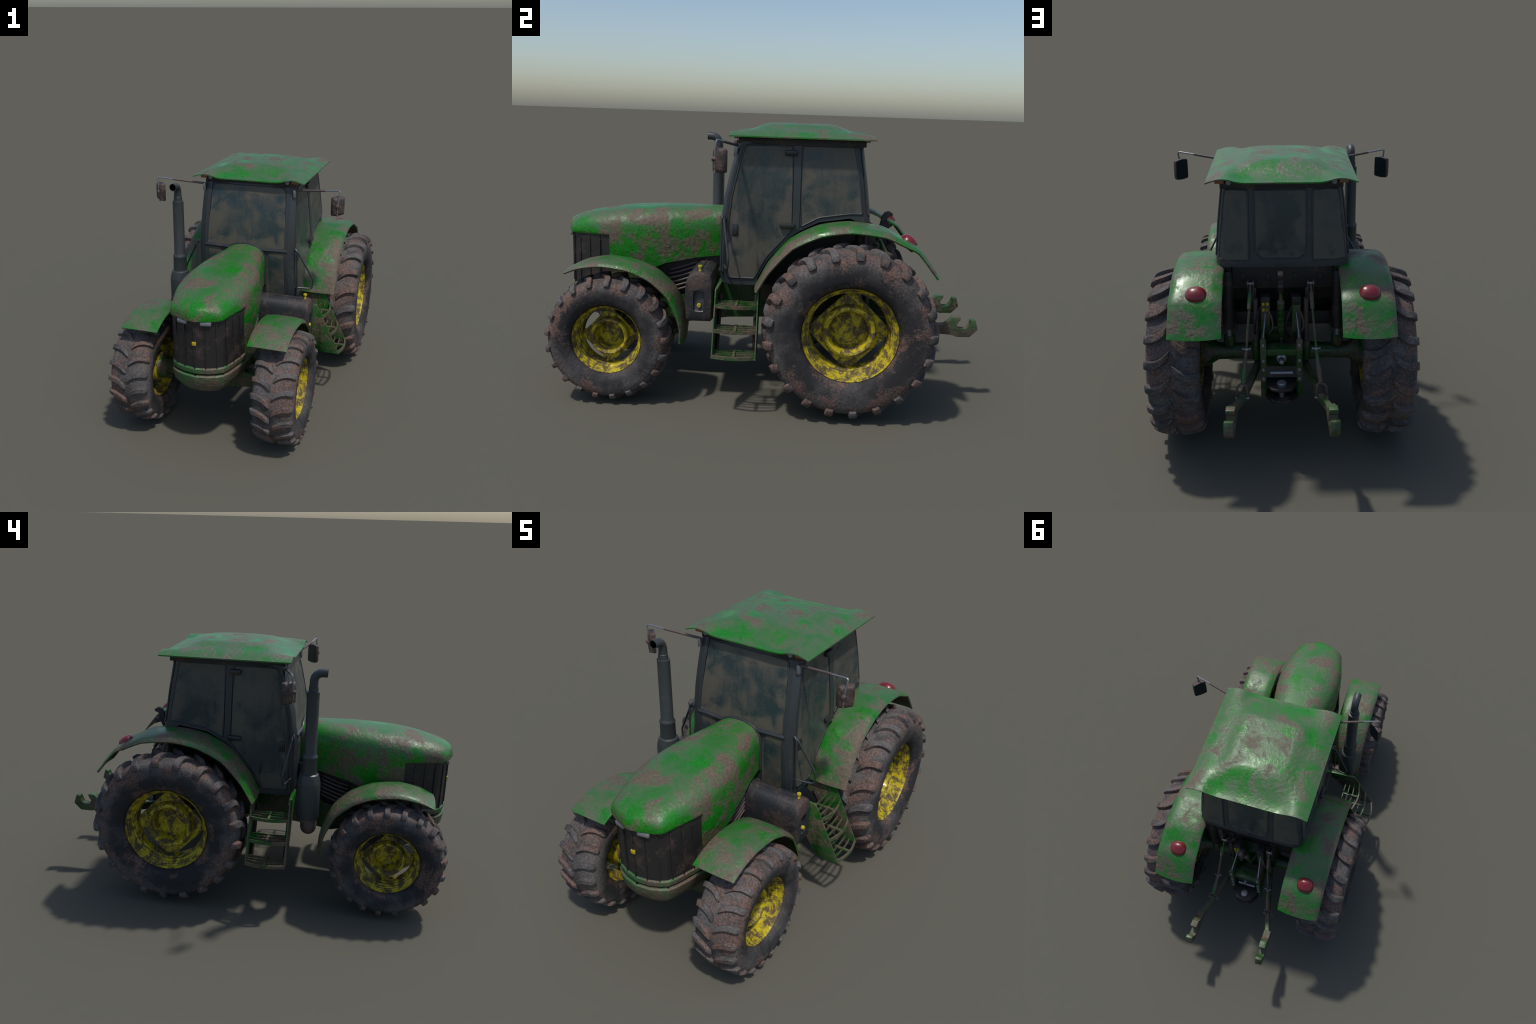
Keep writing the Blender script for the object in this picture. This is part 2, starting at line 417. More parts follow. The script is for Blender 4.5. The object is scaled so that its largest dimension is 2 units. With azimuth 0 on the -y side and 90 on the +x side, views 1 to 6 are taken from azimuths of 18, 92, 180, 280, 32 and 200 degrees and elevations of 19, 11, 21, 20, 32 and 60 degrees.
def make_wheel_meshes(tag, kx, kr, big):
    Q, S = tyre_path()
    # tyre carcass
    bm = bmesh.new()
    sec = [(q.x, q.y) for q in Q]
    full = [(-x, r) for x, r in reversed(sec)] + sec[1:]
    full += [(.03, .2065), (-.03, .2065)]
    N = 72
    rings = []
    for k in range(N):
        a = 2 * pi * k / N
        ring = []
        for x, r in full:
            j = 0.0
            if r > .21:
                j = 0.0016 * mnoise.noise(Vector((x * 30, r * cos(a) * 22, r * sin(a) * 22)))
            ring.append((x * kx, (r + j) * kr * cos(a), (r + j) * kr * sin(a)))
        rings.append(ring)
    add_rings(bm, rings, loop=True)
    tyre = finish(bm, 'tyre', M_RUBBER[big], angle=60, mesh_only=True)
    # one lug per hand: a curved bar from the middle over the shoulder
    lugs = []
    for hand in (1, -1):
        bm = bmesh.new()
        rings = []
        M = 14
        for i in range(M + 1):
            u = i / M
            s = lerp(.005, .119, u)
            p, nr = along(Q, S, s)
            lead = .050 * (1 - (1 - min(u / .75, 1)) ** 2.2) / .374       # angle swept toward the outer end
            h = .0212 * (.55 + .45 * min(1, u * 7)) * (1 if u < .85 else lerp(1, .62, (u - .85) / .15))
            wb = (.0165 + .004 * u) / .374
            wt = (.0135 + .0035 * u) / .374
            if i in (0, M): wb *= .8; wt *= .75
            ring = []
            for (w, d) in ((-wb, -.012), (-wb, .003), (-wt * 1.04, h * .90), (-wt * .86, h), (wt * .86, h), (wt * 1.04, h * .90), (wb, .003), (wb, -.012)):
                q = p + nr * d
                a = lead + w
                ring.append((hand * q.x * kx, q.y * kr * sin(a), q.y * kr * cos(a)))
            rings.append(ring)
        add_rings(bm, rings)
        lugs.append(finish(bm, 'tread_lug', M_RUBBER[big], angle=38, mesh_only=True))
    # rim barrel, closed section of revolution
    bm = bmesh.new()
    outer = [(.085, .209), (.078, .209), (.074, .202), (.067, .201), (.064, .195), (.056, .194), (.053, .188), (.040, .186), (.036, .180), (.020, .179), (.014, .174),
             (-.012, .172), (-.022, .169), (-.032, .169), (-.036, .176), (-.056, .200), (-.074, .203), (-.078, .209), (-.085, .209)]
    back = [(-.078, .2045), (-.060, .2015), (.064, .2015), (.078, .2045)]
    sec = outer + back
    rings = []
    for k in range(48):
        a = 2 * pi * k / 48
        rings.append([(x * kx, r * kr * cos(a), r * kr * sin(a)) for x, r in sec])
    add_rings(bm, rings, loop=True)
    # square centre plate with cut corners, standing on one corner
    h = .160 if big else .151
    hc = .03
    px = -.005 if big else .002
    # ring-shaped: the hub cup passes through its middle
    edge = (h + hc) / sqrt(2)
    def plate_r(t):
        a4 = (t + pi / 4) % (pi / 2) - pi / 4            # angle to the nearest cut corner
        return min(h / cos(a4), edge / cos(pi / 4 - abs(a4)))
    cut = math.atan2(hc, h)
    angs = sorted({round((pi / 2 * k + d) % (2 * pi), 6) for k in range(4) for d in (-cut, cut, 0, pi / 4, pi / 8, -pi / 8, .3, -.3)})
    loops = []
    for t in angs:
        c, sn, R = cos(t), sin(t), plate_r(t)
        loops.append([(x * kx, r * kr * c, r * kr * sn) for x, r in ((px - .010, R), (px - .002, R), (px, R - .002), (px, .100), (px - .010, .100))])
    add_rings(bm, loops, loop=True)
    # brackets joining the plate to the barrel
    for k in range(4):
        a = pi / 2 * k
        add_box(bm, Vector(((px - .012) * kx, .160 * kr * cos(a), .160 * kr * sin(a))), (.016, .02 * kr, .05 * kr), .002, Matrix.Rotation(a, 3, 'X'))
    rim = finish(bm, 'wheel', M_RIM, angle=30, mesh_only=True)
    # hub: raised ring, sunk disc, cap
    bm = bmesh.new()
    hx = px
    dd = .031 if big else .036
    add_lathe(bm, [(.02 * kr, (hx - .075) * kx), (.10 * kr, (hx - .075) * kx), (.121 * kr, (hx - .002) * kx), (.1175 * kr, (hx + .024) * kx), (.113 * kr, (hx + .035) * kx), (.104 * kr, (hx + .039) * kx), (.096 * kr, (hx + .036) * kx), (.088 * kr, (hx + .018) * kx),
                   (.083 * kr, (hx - .008) * kx), (.080 * kr, (hx - .006 - dd) * kx), (.075 * kr, (hx - .004 - dd) * kx), (.071 * kr, (hx - .008 - dd) * kx), (.03 * kr, (hx - .006 - dd) * kx), (.004 * kr, (hx - .005 - dd) * kx)],
              (0, 0, 0), 'x', 40)
    hub = finish(bm, 'hub', M_RIM, angle=30, mesh_only=True)
    return tyre, lugs, rim, hub

def build_wheel(meshes, side, x, y, z, phase):
    tyre, lugs, rim, hub = meshes
    M = Matrix.Translation((x, y, z))
    if side < 0:
        M = M @ Matrix.Rotation(pi, 4, 'Z')
    w = place(rim, 'wheel', None, M)
    place(tyre, 'tyre', w)
    place(hub, 'hub', w, Matrix.Rotation(phase * .5, 4, 'X'))
    NL = 21
    # lug mesh leads toward +y at the top of the wheel; the turned-round wheel needs the mirrored lead
    for hand in (0, 1):
        for k in range(NL):
            a = 2 * pi * (k + (.5 if hand else 0)) / NL + phase
            R = Matrix.Rotation(-a, 4, 'X')
            if side < 0:
                R = R @ Matrix.Rotation(pi, 4, 'Z')
            place(lugs[hand], 'tread_lug', w, R)

big = make_wheel_meshes('big', .975, 1.0, True)
small = make_wheel_meshes('small', .905, .750, False)
for s in (1, -1):
    build_wheel(big, s, .009 + .464 * s, .374, .398, .233 if s > 0 else .17)
    build_wheel(small, s, .001 + .377 * s, -.7085, .3000, .20 if s > 0 else -.09)

# ------------------------------------------------------------------ hood
CREST = [(-1.0, .742), (-.996, .762), (-.985, .784), (-.95, .802), (-.886, .822), (-.765, .845), (-.629, .859), (-.446, .867), (-.225, .868)]
WIDTH = [(-1.0, .010), (-.993, .036), (-.982, .070), (-.968, .105), (-.952, .131), (-.93, .142), (-.90, .150), (-.86, .161), (-.81, .175), (-.76, .185), (-.68, .190), (-.58, .185), (-.46, .166), (-.33, .136), (-.225, .116)]
LOWER = [(-.765, .455), (-.64, .46), (-.585, .56), (-.537, .583), (-.49, .602), (-.35, .628), (-.225, .64)]
SHOULDER = [(-1.0, .735), (-.9, .742), (-.76, .735), (-.6, .73), (-.4, .735), (-.225, .765)]
SQUARE = [(-1.0, 2.2), (-.9, 2.5), (-.7, 3.1), (-.4, 3.0), (-.225, 2.5)]

def hood_section(y, bottom, grow=0.0):
    w = smooth_table(WIDTH, y) + grow
    zt = smooth_table(CREST, y) + grow
    zs = min(table(SHOULDER, y), zt - .004)
    n = table(SQUARE, y)
    half = []
    K = 14
    for i in range(K + 1):
        a = pi / 2 * i / K
        half.append((w * cos(a) ** (2 / n), zs + (zt - zs) * sin(a) ** (2 / n)))
    zb = bottom if bottom is not None else table(LOWER, y)
    side = []
    for i in range(5):
        t = i / 5
        side.append((w * lerp(lerp(.97, .90, max(0, min(1, (-.56 - y) / .08))) if bottom is None else .985, 1, min(1, t * 1.3)), lerp(zb, zs, t)))
    return side + half

def ring_from_half(half, y):
    r = [(x, y, z) for x, z in half]
    l = [(-x, y, z) for x, z in reversed(half)]
    return r + l[1:]

bm = bmesh.new()
ys = [-1.0, -.9985, -.996, -.992, -.986, -.978, -.968, -.955, -.94, -.92, -.89, -.86, -.82, -.79, -.7601]
add_rings(bm, [ring_from_half(hood_section(y, .729), y) for y in ys])
ys = [-.76, -.70, -.655, -.64, -.60, -.585, -.56, -.537, -.515, -.49, -.45, -.40, -.35, -.30, -.26, -.225]
add_rings(bm, [ring_from_half(hood_section(y, None), y) for y in ys])
finish(bm, 'hood', M_HOOD, angle=50)
# arched seal where the hood meets the cab
sec = hood_section(-.226, .64, .003)
tube('hood_seal', [(x, -.228, z) for x, z in sec] + [(-x, -.228, z) for x, z in reversed(sec[:-1])], .0055, M_FRAME, n=8)

# ------------------------------------------------------------------ grille and bumper
PLAN = [(.180, -.757), (.168, -.81), (.155, -.86), (.143, -.90), (.128, -.932), (.1, -.954), (.06, -.971), (0, -.982)]
PLAN = PLAN + [(-x, y) for x, y in reversed(PLAN[:-1])]

def resample(path, n):
    P = [Vector((*p, 0)) for p in path]
    S = [0.0]
    for a, b in zip(P, P[1:]): S.append(S[-1] + (b - a).length)
    out = []
    for i in range(n):
        s = S[-1] * i / (n - 1)
        for k in range(len(P) - 1):
            if s <= S[k + 1] + 1e-9:
                out.append(P[k].lerp(P[k + 1], (s - S[k]) / (S[k + 1] - S[k]))); break
    return out

def offset_path(P, d):
    out = []
    for i, p in enumerate(P):
        t = (P[min(i + 1, len(P) - 1)] - P[max(i - 1, 0)]).normalized()
        out.append(p + Vector((t.y, -t.x, 0)) * d)      # path runs +x to -x round the front
    return out

FINE = resample(PLAN, 133)
if offset_path(FINE, .01)[66].y > FINE[66].y:
    _o = offset_path
    def offset_path(P, d): return _o(P, -d)

def band(bm, pts, d0, d1, z0, z1, lean=0.0, bevel=0.0):
    """Closed bar following a plan path, between two offsets and two heights."""
    a, b = offset_path(pts, d0), offset_path(pts, d1)
    b2 = offset_path(pts, d1 - lean)
    rings = []
    for p, q, q2 in zip(a, b, b2):
        rings.append([(p.x, p.y, z0), (q2.x, q2.y, z0), (lerp(q2.x, q.x, .85), lerp(q2.y, q.y, .85), lerp(z0, z1, .45)), (q.x, q.y, z1 - bevel), (lerp(q.x, p.x, bevel / max(1e-6, d1 - d0)), lerp(q.y, p.y, bevel / max(1e-6, d1 - d0)), z1), (p.x, p.y, z1)])
    add_rings(bm, rings)

bm = bmesh.new()
band(bm, FINE, -.03, -.008, .46, .735)
finish(bm, 'grille', M_BLACK)
NP = 12
step = (len(FINE) - 1) // NP
for i in range(NP):
    bm = bmesh.new()
    seg = FINE[i * step:(i + 1) * step + 1]
    seg = [seg[0].lerp(seg[1], .18)] + seg[1:-1] + [seg[-1].lerp(seg[-2], .18)]
    depth = -.001 if i % 3 else -.003
    band(bm, seg, -.012, depth, .462, .732, 0, .001)
    finish(bm, 'grille_panel', M_GRILLE)
for i in range(1, NP):
    bm = bmesh.new()
    k = i * step
    mid_ = FINE[k]
    band(bm, [mid_.lerp(FINE[k - 1], .45), mid_, mid_.lerp(FINE[k + 1], .45)], -.012, .0035, .464, .705, 0, .001)
    finish(bm, 'grille_rib', M_GRILLE)
for x in (-.059, .059):
    bm = bmesh.new()
    add_box(bm, Vector((x, -.977, .716)), (.054, .016, .021), .005, Matrix.Rotation(radians(11 if x > 0 else -11), 3, 'Z'))
    finish(bm, 'headlamp', M_LAMP)
bm = bmesh.new()
add_box(bm, Vector((0, -.984, .607)), (.022, .009, .020), .004)
finish(bm, 'badge', M_YELLOW)
bm = bmesh.new()
band(bm, FINE, -.03, .005, .449, .478, .003, .006)
finish(bm, 'grille_sill', M_BUMPER)
LONG = [Vector((.188, -.68, 0)), Vector((.187, -.70, 0)), Vector((.184, -.73, 0))] + FINE[2:-2] + [Vector((-.184, -.73, 0)), Vector((-.187, -.70, 0)), Vector((-.188, -.68, 0))]
bm = bmesh.new()
band(bm, LONG, -.060, .008, .335, .437, .045, .006)
finish(bm, 'bumper', M_BUMPER)
prism('bumper_core', [(p.x, p.y) for p in offset_path(FINE, -.02)], .36, .46, M_BLACK, axis='z')

# ------------------------------------------------------------------ engine, chassis, axles
bm = bmesh.new()
add_prism(bm, [(-.75, .36), (-.75, .62), (-.60, .70), (-.24, .70), (-.24, .40), (-.40, .30), (-.56, .30), (-.62, .35)], -.095, .095, 'x', .012)
finish(bm, 'engine_block', M_BLACK)
bm = bmesh.new()
add_prism(bm, [(-.56, .33), (-.40, .295), (-.19, .345), (.30, .355), (.43, .36), (.43, .54), (.28, .58), (-.24, .58), (-.36, .44), (-.56, .42)], -.118, .118, 'x', .012)
finish(bm, 'gearbox_housing', M_CHASSIS)
for s in (1, -1):
    for i in range(6):
        z = .562 - .0215 * i
        tube('cooling_pipe', fillet([(s * .07, -.495, z - .006), (s * .120, -.49, z - .004), (s * .124, -.43, z + .012), (s * .118, -.345, z + .042), (s * .07, -.335, z + .045)], .022),
             .0055, M_PIPE, n=8)

bm = bmesh.new()
add_box(bm, Vector((-.036, -.270, .555)), (.270, .090, .25), .008)
finish(bm, 'engine_bulkhead', M_BLACK)
# front axle
bm = bmesh.new()
add_prism(bm, [(-.30, .276), (-.30, .340), (-.17, .345), (-.11, .39), (.11, .39), (.17, .345), (.30, .340), (.30, .276), (.11, .274), (.07, .250), (-.07, .250), (-.11, .274)], -.735, -.682, 'y', .01)
finish(bm, 'axle', M_CHASSIS)
for s in (1, -1):
    lathe('axle_knuckle', [(.035, .26 * s), (.05, .27 * s), (.06, .29 * s), (.065, .312 * s)], (0, -.7085, .2965), M_CHASSIS, None, 'x', 24)
    bm = bmesh.new()
    add_tube(bm, [(s * .12, -.60, .36), (s * .26, -.615, .35)], .014, 10)
    add_tube(bm, [(s * .08, -.60, .36), (s * .18, -.605, .356)], .02, 12)
    finish(bm, 'steering_cylinder', M_CHASSIS)
    # fender bracket
    bm = bmesh.new()
    add_tube(bm, fillet([(s * .25, -.68, .35), (s * .235, -.66, .50), (s * .25, -.67, .60), (s * .33, -.68, .617)], .03), .010, 10)
    add_tube(bm, fillet([(s * .25, -.66, .45), (s * .26, -.56, .50), (s * .32, -.525, .562)], .03), .008, 10)
    finish(bm, 'fender_bracket', M_CHASSIS)

# rear axle
bm = bmesh.new()
add_lathe(bm, [(.03, -.375), (.07, -.37), (.07, -.345), (.055, -.325), (.040, -.30), (.037, -.2), (.045, -.12), (.075, -.09), (.075, .09), (.045, .12), (.037, .2), (.040, .30), (.055, .325), (.07, .345), (.07, .37), (.03, .375)], (0, .385, .397), 'x', 28)
finish(bm, 'axle', M_CHASSIS)

# ------------------------------------------------------------------ fuel tank (+x) and exhaust (-x)
TK = [(-.352, .386), (-.248, .386), (-.240, .394), (-.238, .48), (-.239, .565), (-.252, .597), (-.277, .613), (-.323, .613), (-.348, .597), (-.362, .565), (-.366, .48), (-.360, .394)]
bm = bmesh.new()
cy, cz = -.30, .49
def tank_ring(x, k):
    return [(x, cy + (y - cy) * k, cz + (z - cz) * k) for y, z in TK]
rings = [tank_ring(.105, 1), tank_ring(.378, 1), tank_ring(.390, .985), tank_ring(.397, .955), tank_ring(.401, .90)]
# recess in the end face holding the drain plug
vs = add_rings(bm, rings, cap=False)
bm.faces.new(vs[0])
rec = [(y, z) for y, z in ((-.325, .435), (-.275, .435), (-.275, .53), (-.325, .53))]
rec = [(-.32, .435), (-.30, .432), (-.28, .435), (-.276, .445), (-.274, .485), (-.276, .528), (-.29, .532), (-.30, .533), (-.31, .532), (-.324, .528), (-.326, .485), (-.324, .445)]
a = [bm.verts.new((.401, y, z)) for y, z in rec]
b = [bm.verts.new((.376 if z > .46 else .394, y * .9 - .03, .483 + (z - .483) * .85)) for y, z in rec]
n = len(rec)
for i in range(n):
    j = (i + 1) % n
    bm.faces.new((vs[-1][i], vs[-1][j], a[j], a[i]))
    bm.faces.new((a[i], a[j], b[j], b[i]))
bm.faces.new(b)
tank = finish(bm, 'fuel_tank', M_TANK)
tube('tank_seam', [(.12, -.30, .6145), (.34, -.30, .6145), (.372, -.30, .6145), (.392, -.30, .604)], .004, M_TANK, tank, 8)
lathe('filler_cap', [(.013, .600), (.007, .612), (.0065, .632), (.010, .633), (.0105, .639), (.009, .642), (.002, .643)], (.369, -.299, 0), M_YELLOW, tank, 'z', 16)
lathe('drain_plug', [(.010, .392), (.010, .402), (.008, .405), (.001, .405)], (0, -.299, .462), M_YELLOW, tank, 'x', 16)

EX, EY = -.365, -.302
stack = lathe('exhaust_stack', [(.03, .455), (.052, .466), (.057, .48), (.058, .645), (.056, .66), (.047, .695), (.043, .698), (.0385, .70), (.037, .775), (.0385, .78), (.0385, .785), (.034, .792), (.031, .80),
                                (.0300, 1.094), (.0305, 1.102), (.0235, 1.104), (.0225, 1.125), (.024, 1.127), (.020, 1.130)], (EX, EY, 0), M_STACK, None, 'z', 28)
path = [(EX, EY, 1.12), (EX, EY, 1.155), (EX, EY - .004, 1.17), (EX, EY - .012, 1.182), (EX, EY - .024, 1.190), (EX, EY - .04, 1.193), (EX, EY - .062, 1.193)]
bm = bmesh.new()
add_tube(bm, path, [.0205, .0205, .0205, .0205, .0205, .0205, .0205], 20, cap=False)
add_tube(bm, list(reversed(path)), .0175, 20, cap=False)
ends = [v for v in bm.verts if v.co.y < EY - .061]
bmesh.ops.bridge_loops(bm, edges=[e for e in bm.edges if e.is_boundary and all(v in ends for v in e.verts)])
finish(bm, 'exhaust_elbow', M_STACK, stack, 60)
lathe('exhaust_throat', [(.017, 0), (.002, .002)], (EX, EY - .022, 1.193), M_BLACK, stack, 'y', 16)
tube('exhaust_inlet', fillet([(EX, EY - .006, .475), (EX, EY - .006, .408), (-.09, EY - .006, .408)], .045, 8), .039, M_PIPE, stack, 20)
lathe('exhaust_flange', [(.04, .452), (.050, .456), (.053, .468), (.045, .472)], (EX, EY, 0), M_PIPE, stack, 'z', 24)

# ------------------------------------------------------------------ cab
def front_y(z): return table([(.53, -.205), (.56, -.214), (.70, -.219), (.82, -.216), (.95, -.201), (1.08, -.173), (1.195, -.143)], z)
def rear_y(z): return table([(.80, .45), (.85, .462), (.875, .458), (1.03, .437), (1.195, .411)], z)
CORNER = .045
def half_w(y, z):
    w = table([(.53, .292), (.70, .294), (.87, .290), (1.03, .277), (1.195, .258)], z)
    f = max(0, min(1, (.05 - y) / .27))
    w += f * table([(.6, -.008), (.78, -.020), (1.0, -.007), (1.17, .006), (1.2, .006)], z)
    t = max(0.0, min(1.0, (y - rear_y(z) + CORNER) / CORNER))
    return w - CORNER * (1 - sqrt(1 - t * t))

SILL = [(-.050, .540), (-.045, .575), (.0, .662), (.095, .770), (.143, .803), (.227, .846), (.368, .868)]
zf = [.54, .56, .63, .70, .76, .82, .885, .95, 1.015, 1.08, 1.14, 1.195]
zr = [.845, .86, .875, .95, 1.03, 1.11, 1.195]
perim = []           # (y, z, tag) going round the side view
for z in zf: perim.append(('f', z))
for z in reversed(zr): perim.append(('r', z))
for p in reversed(SILL): perim.append(('s', p))

def end_bulge(x, sg):
    """Slight outward curve of the windscreen (sg=1) and tail glass (sg=-1)."""
    return (.008 if sg > 0 else .006) * (1 - min(1, abs(x) / .24) ** 2)

bm = bmesh.new()
def cab_ring(item):
    k, v = item
    pts = []
    if k in 'fr':
        y0 = front_y(v) if k == 'f' else rear_y(v)
        sg = 1 if k == 'f' else -1
        for ins, dx in (((.024, 0), (.010, .004), (.002, .014), (0, .030)) if k == 'f' else ((CORNER, 0), (CORNER * .5, 0), (CORNER * .134, 0), (0, 0))):
            yy = y0 + sg * ins
            pts.append((half_w(yy, v) - dx, yy, v))
        xin = pts[-1][0]
        pts += [(xin * t, y0 - sg * end_bulge(xin * t, sg), v) for t in (.8, .6, .4, .2, 0)]
    else:
        y, z = v
        w = half_w(y, z)
        pts = [(w, y, z), (w - .004, y, z), (w - .014, y, z), (w - .03, y, z)] + [((w - .03) * t, y, z) for t in (.8, .6, .4, .2, 0)]
    return pts + [(-x, y, z) for x, y, z in reversed(pts[:-1])]
rings = [cab_ring(i) for i in perim]
vs = add_rings(bm, rings, closed=False, loop=True)
f1 = bm.faces.new([r[0] for r in vs]); f2 = bm.faces.new([r[-1] for r in vs])
bmesh.ops.triangulate(bm, faces=[f1, f2])
cab = finish(bm, 'cab_body', M_FRAME, None, 40)

def side_pane(name, poly, s, out, thick, mat, parent):
    """Thin curved panel lying on the cab side."""
    bm = bmesh.new()
    vs = [bm.verts.new((0, y, z)) for y, z in poly]
    bm.faces.new(vs)
    bmesh.ops.triangulate(bm, faces=bm.faces)
    bmesh.ops.subdivide_edges(bm, edges=bm.edges, cuts=3, use_grid_fill=True)
    r = bmesh.ops.extrude_face_region(bm, geom=list(bm.faces))
    new = {e for e in r['geom'] if isinstance(e, bmesh.types.BMVert)}
    for v in bm.verts:
        w = half_w(v.co.y, v.co.z) + (out if v in new else out - thick)
        v.co.x = s * w
    return finish(bm, name, mat, parent, 50)

def end_pane(name, poly, yfun, sg, out, thick, bulge, mat, parent):
    """Thin panel on the front (sg=-1) or rear (sg=+1) of the cab; poly in (x,z)."""
    bm = bmesh.new()
    vs = [bm.verts.new((x, 0, z)) for x, z in poly]
    bm.faces.new(vs)
    bmesh.ops.triangulate(bm, faces=bm.faces)
    bmesh.ops.subdivide_edges(bm, edges=bm.edges, cuts=3, use_grid_fill=True)
    r = bmesh.ops.extrude_face_region(bm, geom=list(bm.faces))
    new = {e for e in r['geom'] if isinstance(e, bmesh.types.BMVert)}
    for v in bm.verts:
        b = end_bulge(v.co.x, -sg)
        if sg > 0:
            t = max(0.0, min(.97, (abs(v.co.x) - half_w(.2, v.co.z) + CORNER) / CORNER))
            b -= CORNER * (1 - sqrt(1 - t * t))
        v.co.y = yfun(v.co.z) + sg * (b + (out if v in new else out - thick))
    return finish(bm, name, mat, parent, 50)

def seal_side(poly, s, r, parent, name='window_seal'):
    P = [Vector((0, y, z)) for y, z in poly]
    P = [Vector((s * (half_w(p.y, p.z) + .0005), p.y, p.z)) for p in P]
    tube(name, P, r, M_FRAME, parent, 8, 50, loop=True)

def round_poly(poly, r, n=4):
    out = []
    m = len(poly)
    for i in range(m):
        a, b, c = (Vector(poly[i - 1]), Vector(poly[i]), Vector(poly[(i + 1) % m]))
        d0, d1 = a - b, c - b
        t = min(r, d0.length * .45, d1.length * .45)
        if t < 1e-4: out.append(tuple(b)); continue
        p0, p1 = b + d0.normalized() * t, b + d1.normalized() * t
        for k in range(n + 1):
            u = k / n
            q = (1 - u) ** 2 * p0 + 2 * u * (1 - u) * b + u * u * p1
            out.append((q.x, q.y))
    return out

DOOR = [(front_y(z) + .030, z) for z in (.572, .66, .75, .82, .885, .95, 1.015, 1.08, 1.14)] + [(front_y(1.18) + .034, 1.180), (.097, 1.184), (.104, .80), (.088, .786), (-.006, .678), (-.052, .588), (-.062, .572)]
QUARTER = [(.142, 1.184), (.376, 1.184), (.402, 1.03), (.420, .895), (.415, .888), (.368, .888), (.227, .866), (.146, .822)]
for s in (1, -1):
    D = round_poly(DOOR, .014)
    door = side_pane('door_window', D, s, .0015, .006, M_GLASS_S, cab)
    seal_side(D, s, .0045, cab)
    Qp = round_poly(QUARTER, .01)
    side_pane('quarter_window', Qp, s, .0015, .006, M_GLASS_S, cab)
    seal_side(Qp, s, .0045, cab)
    # door post, slightly proud
    side_pane('door_post', [(.104, 1.192), (.136, 1.192), (.139, .815), (.108, .80)], s, .0045, .008, M_FRAME, cab)
    for (y0, y1, z0, z1) in ((.062, .120, 1.138, 1.164), (.050, .120, .812, .838)):
        w = half_w(.09, (z0 + z1) / 2)
        bm = bmesh.new()
        add_box(bm, Vector((s * (w + .009), (y0 + y1) / 2, (z0 + z1) / 2)), (.022, y1 - y0, z1 - z0), .007)
        finish(bm, 'door_hinge', M_HINGE, cab)
    w = half_w(-.152, .79)
    bm = bmesh.new()
    add_box(bm, Vector((s * (w + .003), -.151, .793)), (.010, .030, .056), .004)
    add_box(bm, Vector((s * (w + .009), -.149, .793)), (.008, .010, .040), .003)
    finish(bm, 'door_handle', M_HINGE, cab)
    # long grab rail beside the front post
    tube('grab_rail', fillet([(s * .282, -.206, .86), (s * .296, -.214, .85), (s * .300, -.214, .60), (s * .284, -.204, .59)], .012), .0045, M_FRAME, cab, 8)
    # triangular step rail
    tube('hand_rail', fillet([(s * .278, -.200, .845), (s * .298, -.203, .842), (s * .384, -.172, .675), (s * .376, -.178, .626), (s * .280, -.203, .632)], .014), .0052, M_FRAME, cab, 8)
    # front corner post
    pts = [(front_y(z), z) for z in (.545, .63, .70, .76, .82, .885, .95, 1.015, 1.08, 1.14, 1.19)]
    bm = bmesh.new()
    rings = []
    for y, z in pts:
        w = half_w(y, z)
        rings.append([(s * (w - .052), y + .01, z), (s * (w - .050), y - .007, z), (s * (w - .030), y - .006, z), (s * (w - .028), y - .004, z), (s * (w - .010), y + .001, z), (s * (w + .0005), y + .010, z), (s * (w + .002), y + .022, z), (s * (w - .01), y + .022, z)])
    add_rings(bm, rings)
    finish(bm, 'window_post', M_FRAME, cab, 25)

# windscreen and two lower front panes
WS = round_poly([(-.232, .852), (.232, .852), (.208, 1.182), (-.208, 1.182)], .022)
end_pane('windscreen', WS, front_y, -1, .003, .006, .008, M_GLASS_F, cab)
for s in (1, -1):
    lo = [(s * .125, .80), (s * .150, .832), (s * .234, .832), (s * .238, .70), (s * .236, .565), (s * .125, .565)]
    end_pane('footwell_window', round_poly(lo, .008), front_y, -1, .003, .006, .008, M_GLASS_F, cab)
tube('windscreen_bar', [(-.238, front_y(.842) - .003, .842), (-.12, front_y(.842) - .010, .842), (0, front_y(.842) - .013, .842), (.12, front_y(.842) - .010, .842), (.238, front_y(.842) - .003, .842)], .010, M_FRAME, cab, 8)
wsloop = [Vector((x, front_y(z) - .002 - end_bulge(x, 1), z)) for x, z in WS]
tube('window_seal', wsloop, .004, M_FRAME, cab, 8, 50, loop=True)

# rear windows: wide middle pane with cut lower corners, two side panes
mid = [(-.104, 1.178), (.118, 1.178), (.116, .915), (.088, .886), (-.074, .886), (-.102, .915)]
RP = [(round_poly(mid, .008), 'tail_window'),
      (round_poly([(.146, 1.178), (.245, 1.178), (.262, 1.03), (.276, .880), (.146, .876)], .010), 'curved_tail_window'),
      (round_poly([(-.132, 1.178), (-.245, 1.178), (-.262, 1.03), (-.276, .880), (-.132, .876)], .010), 'curved_tail_window')]
for P, nm in RP:
    end_pane(nm, P, rear_y, 1, .003, .006, .006, M_GLASS_F, cab)
    tube('window_seal', [Vector((x, rear_y(z) + .002 + end_bulge(x, -1) - CORNER * (1 - sqrt(1 - max(0.0, min(.97, (abs(x) - half_w(.2, z) + CORNER) / CORNER)) ** 2)), z)) for x, z in P], .004, M_FRAME, cab, 8, 50, loop=True)

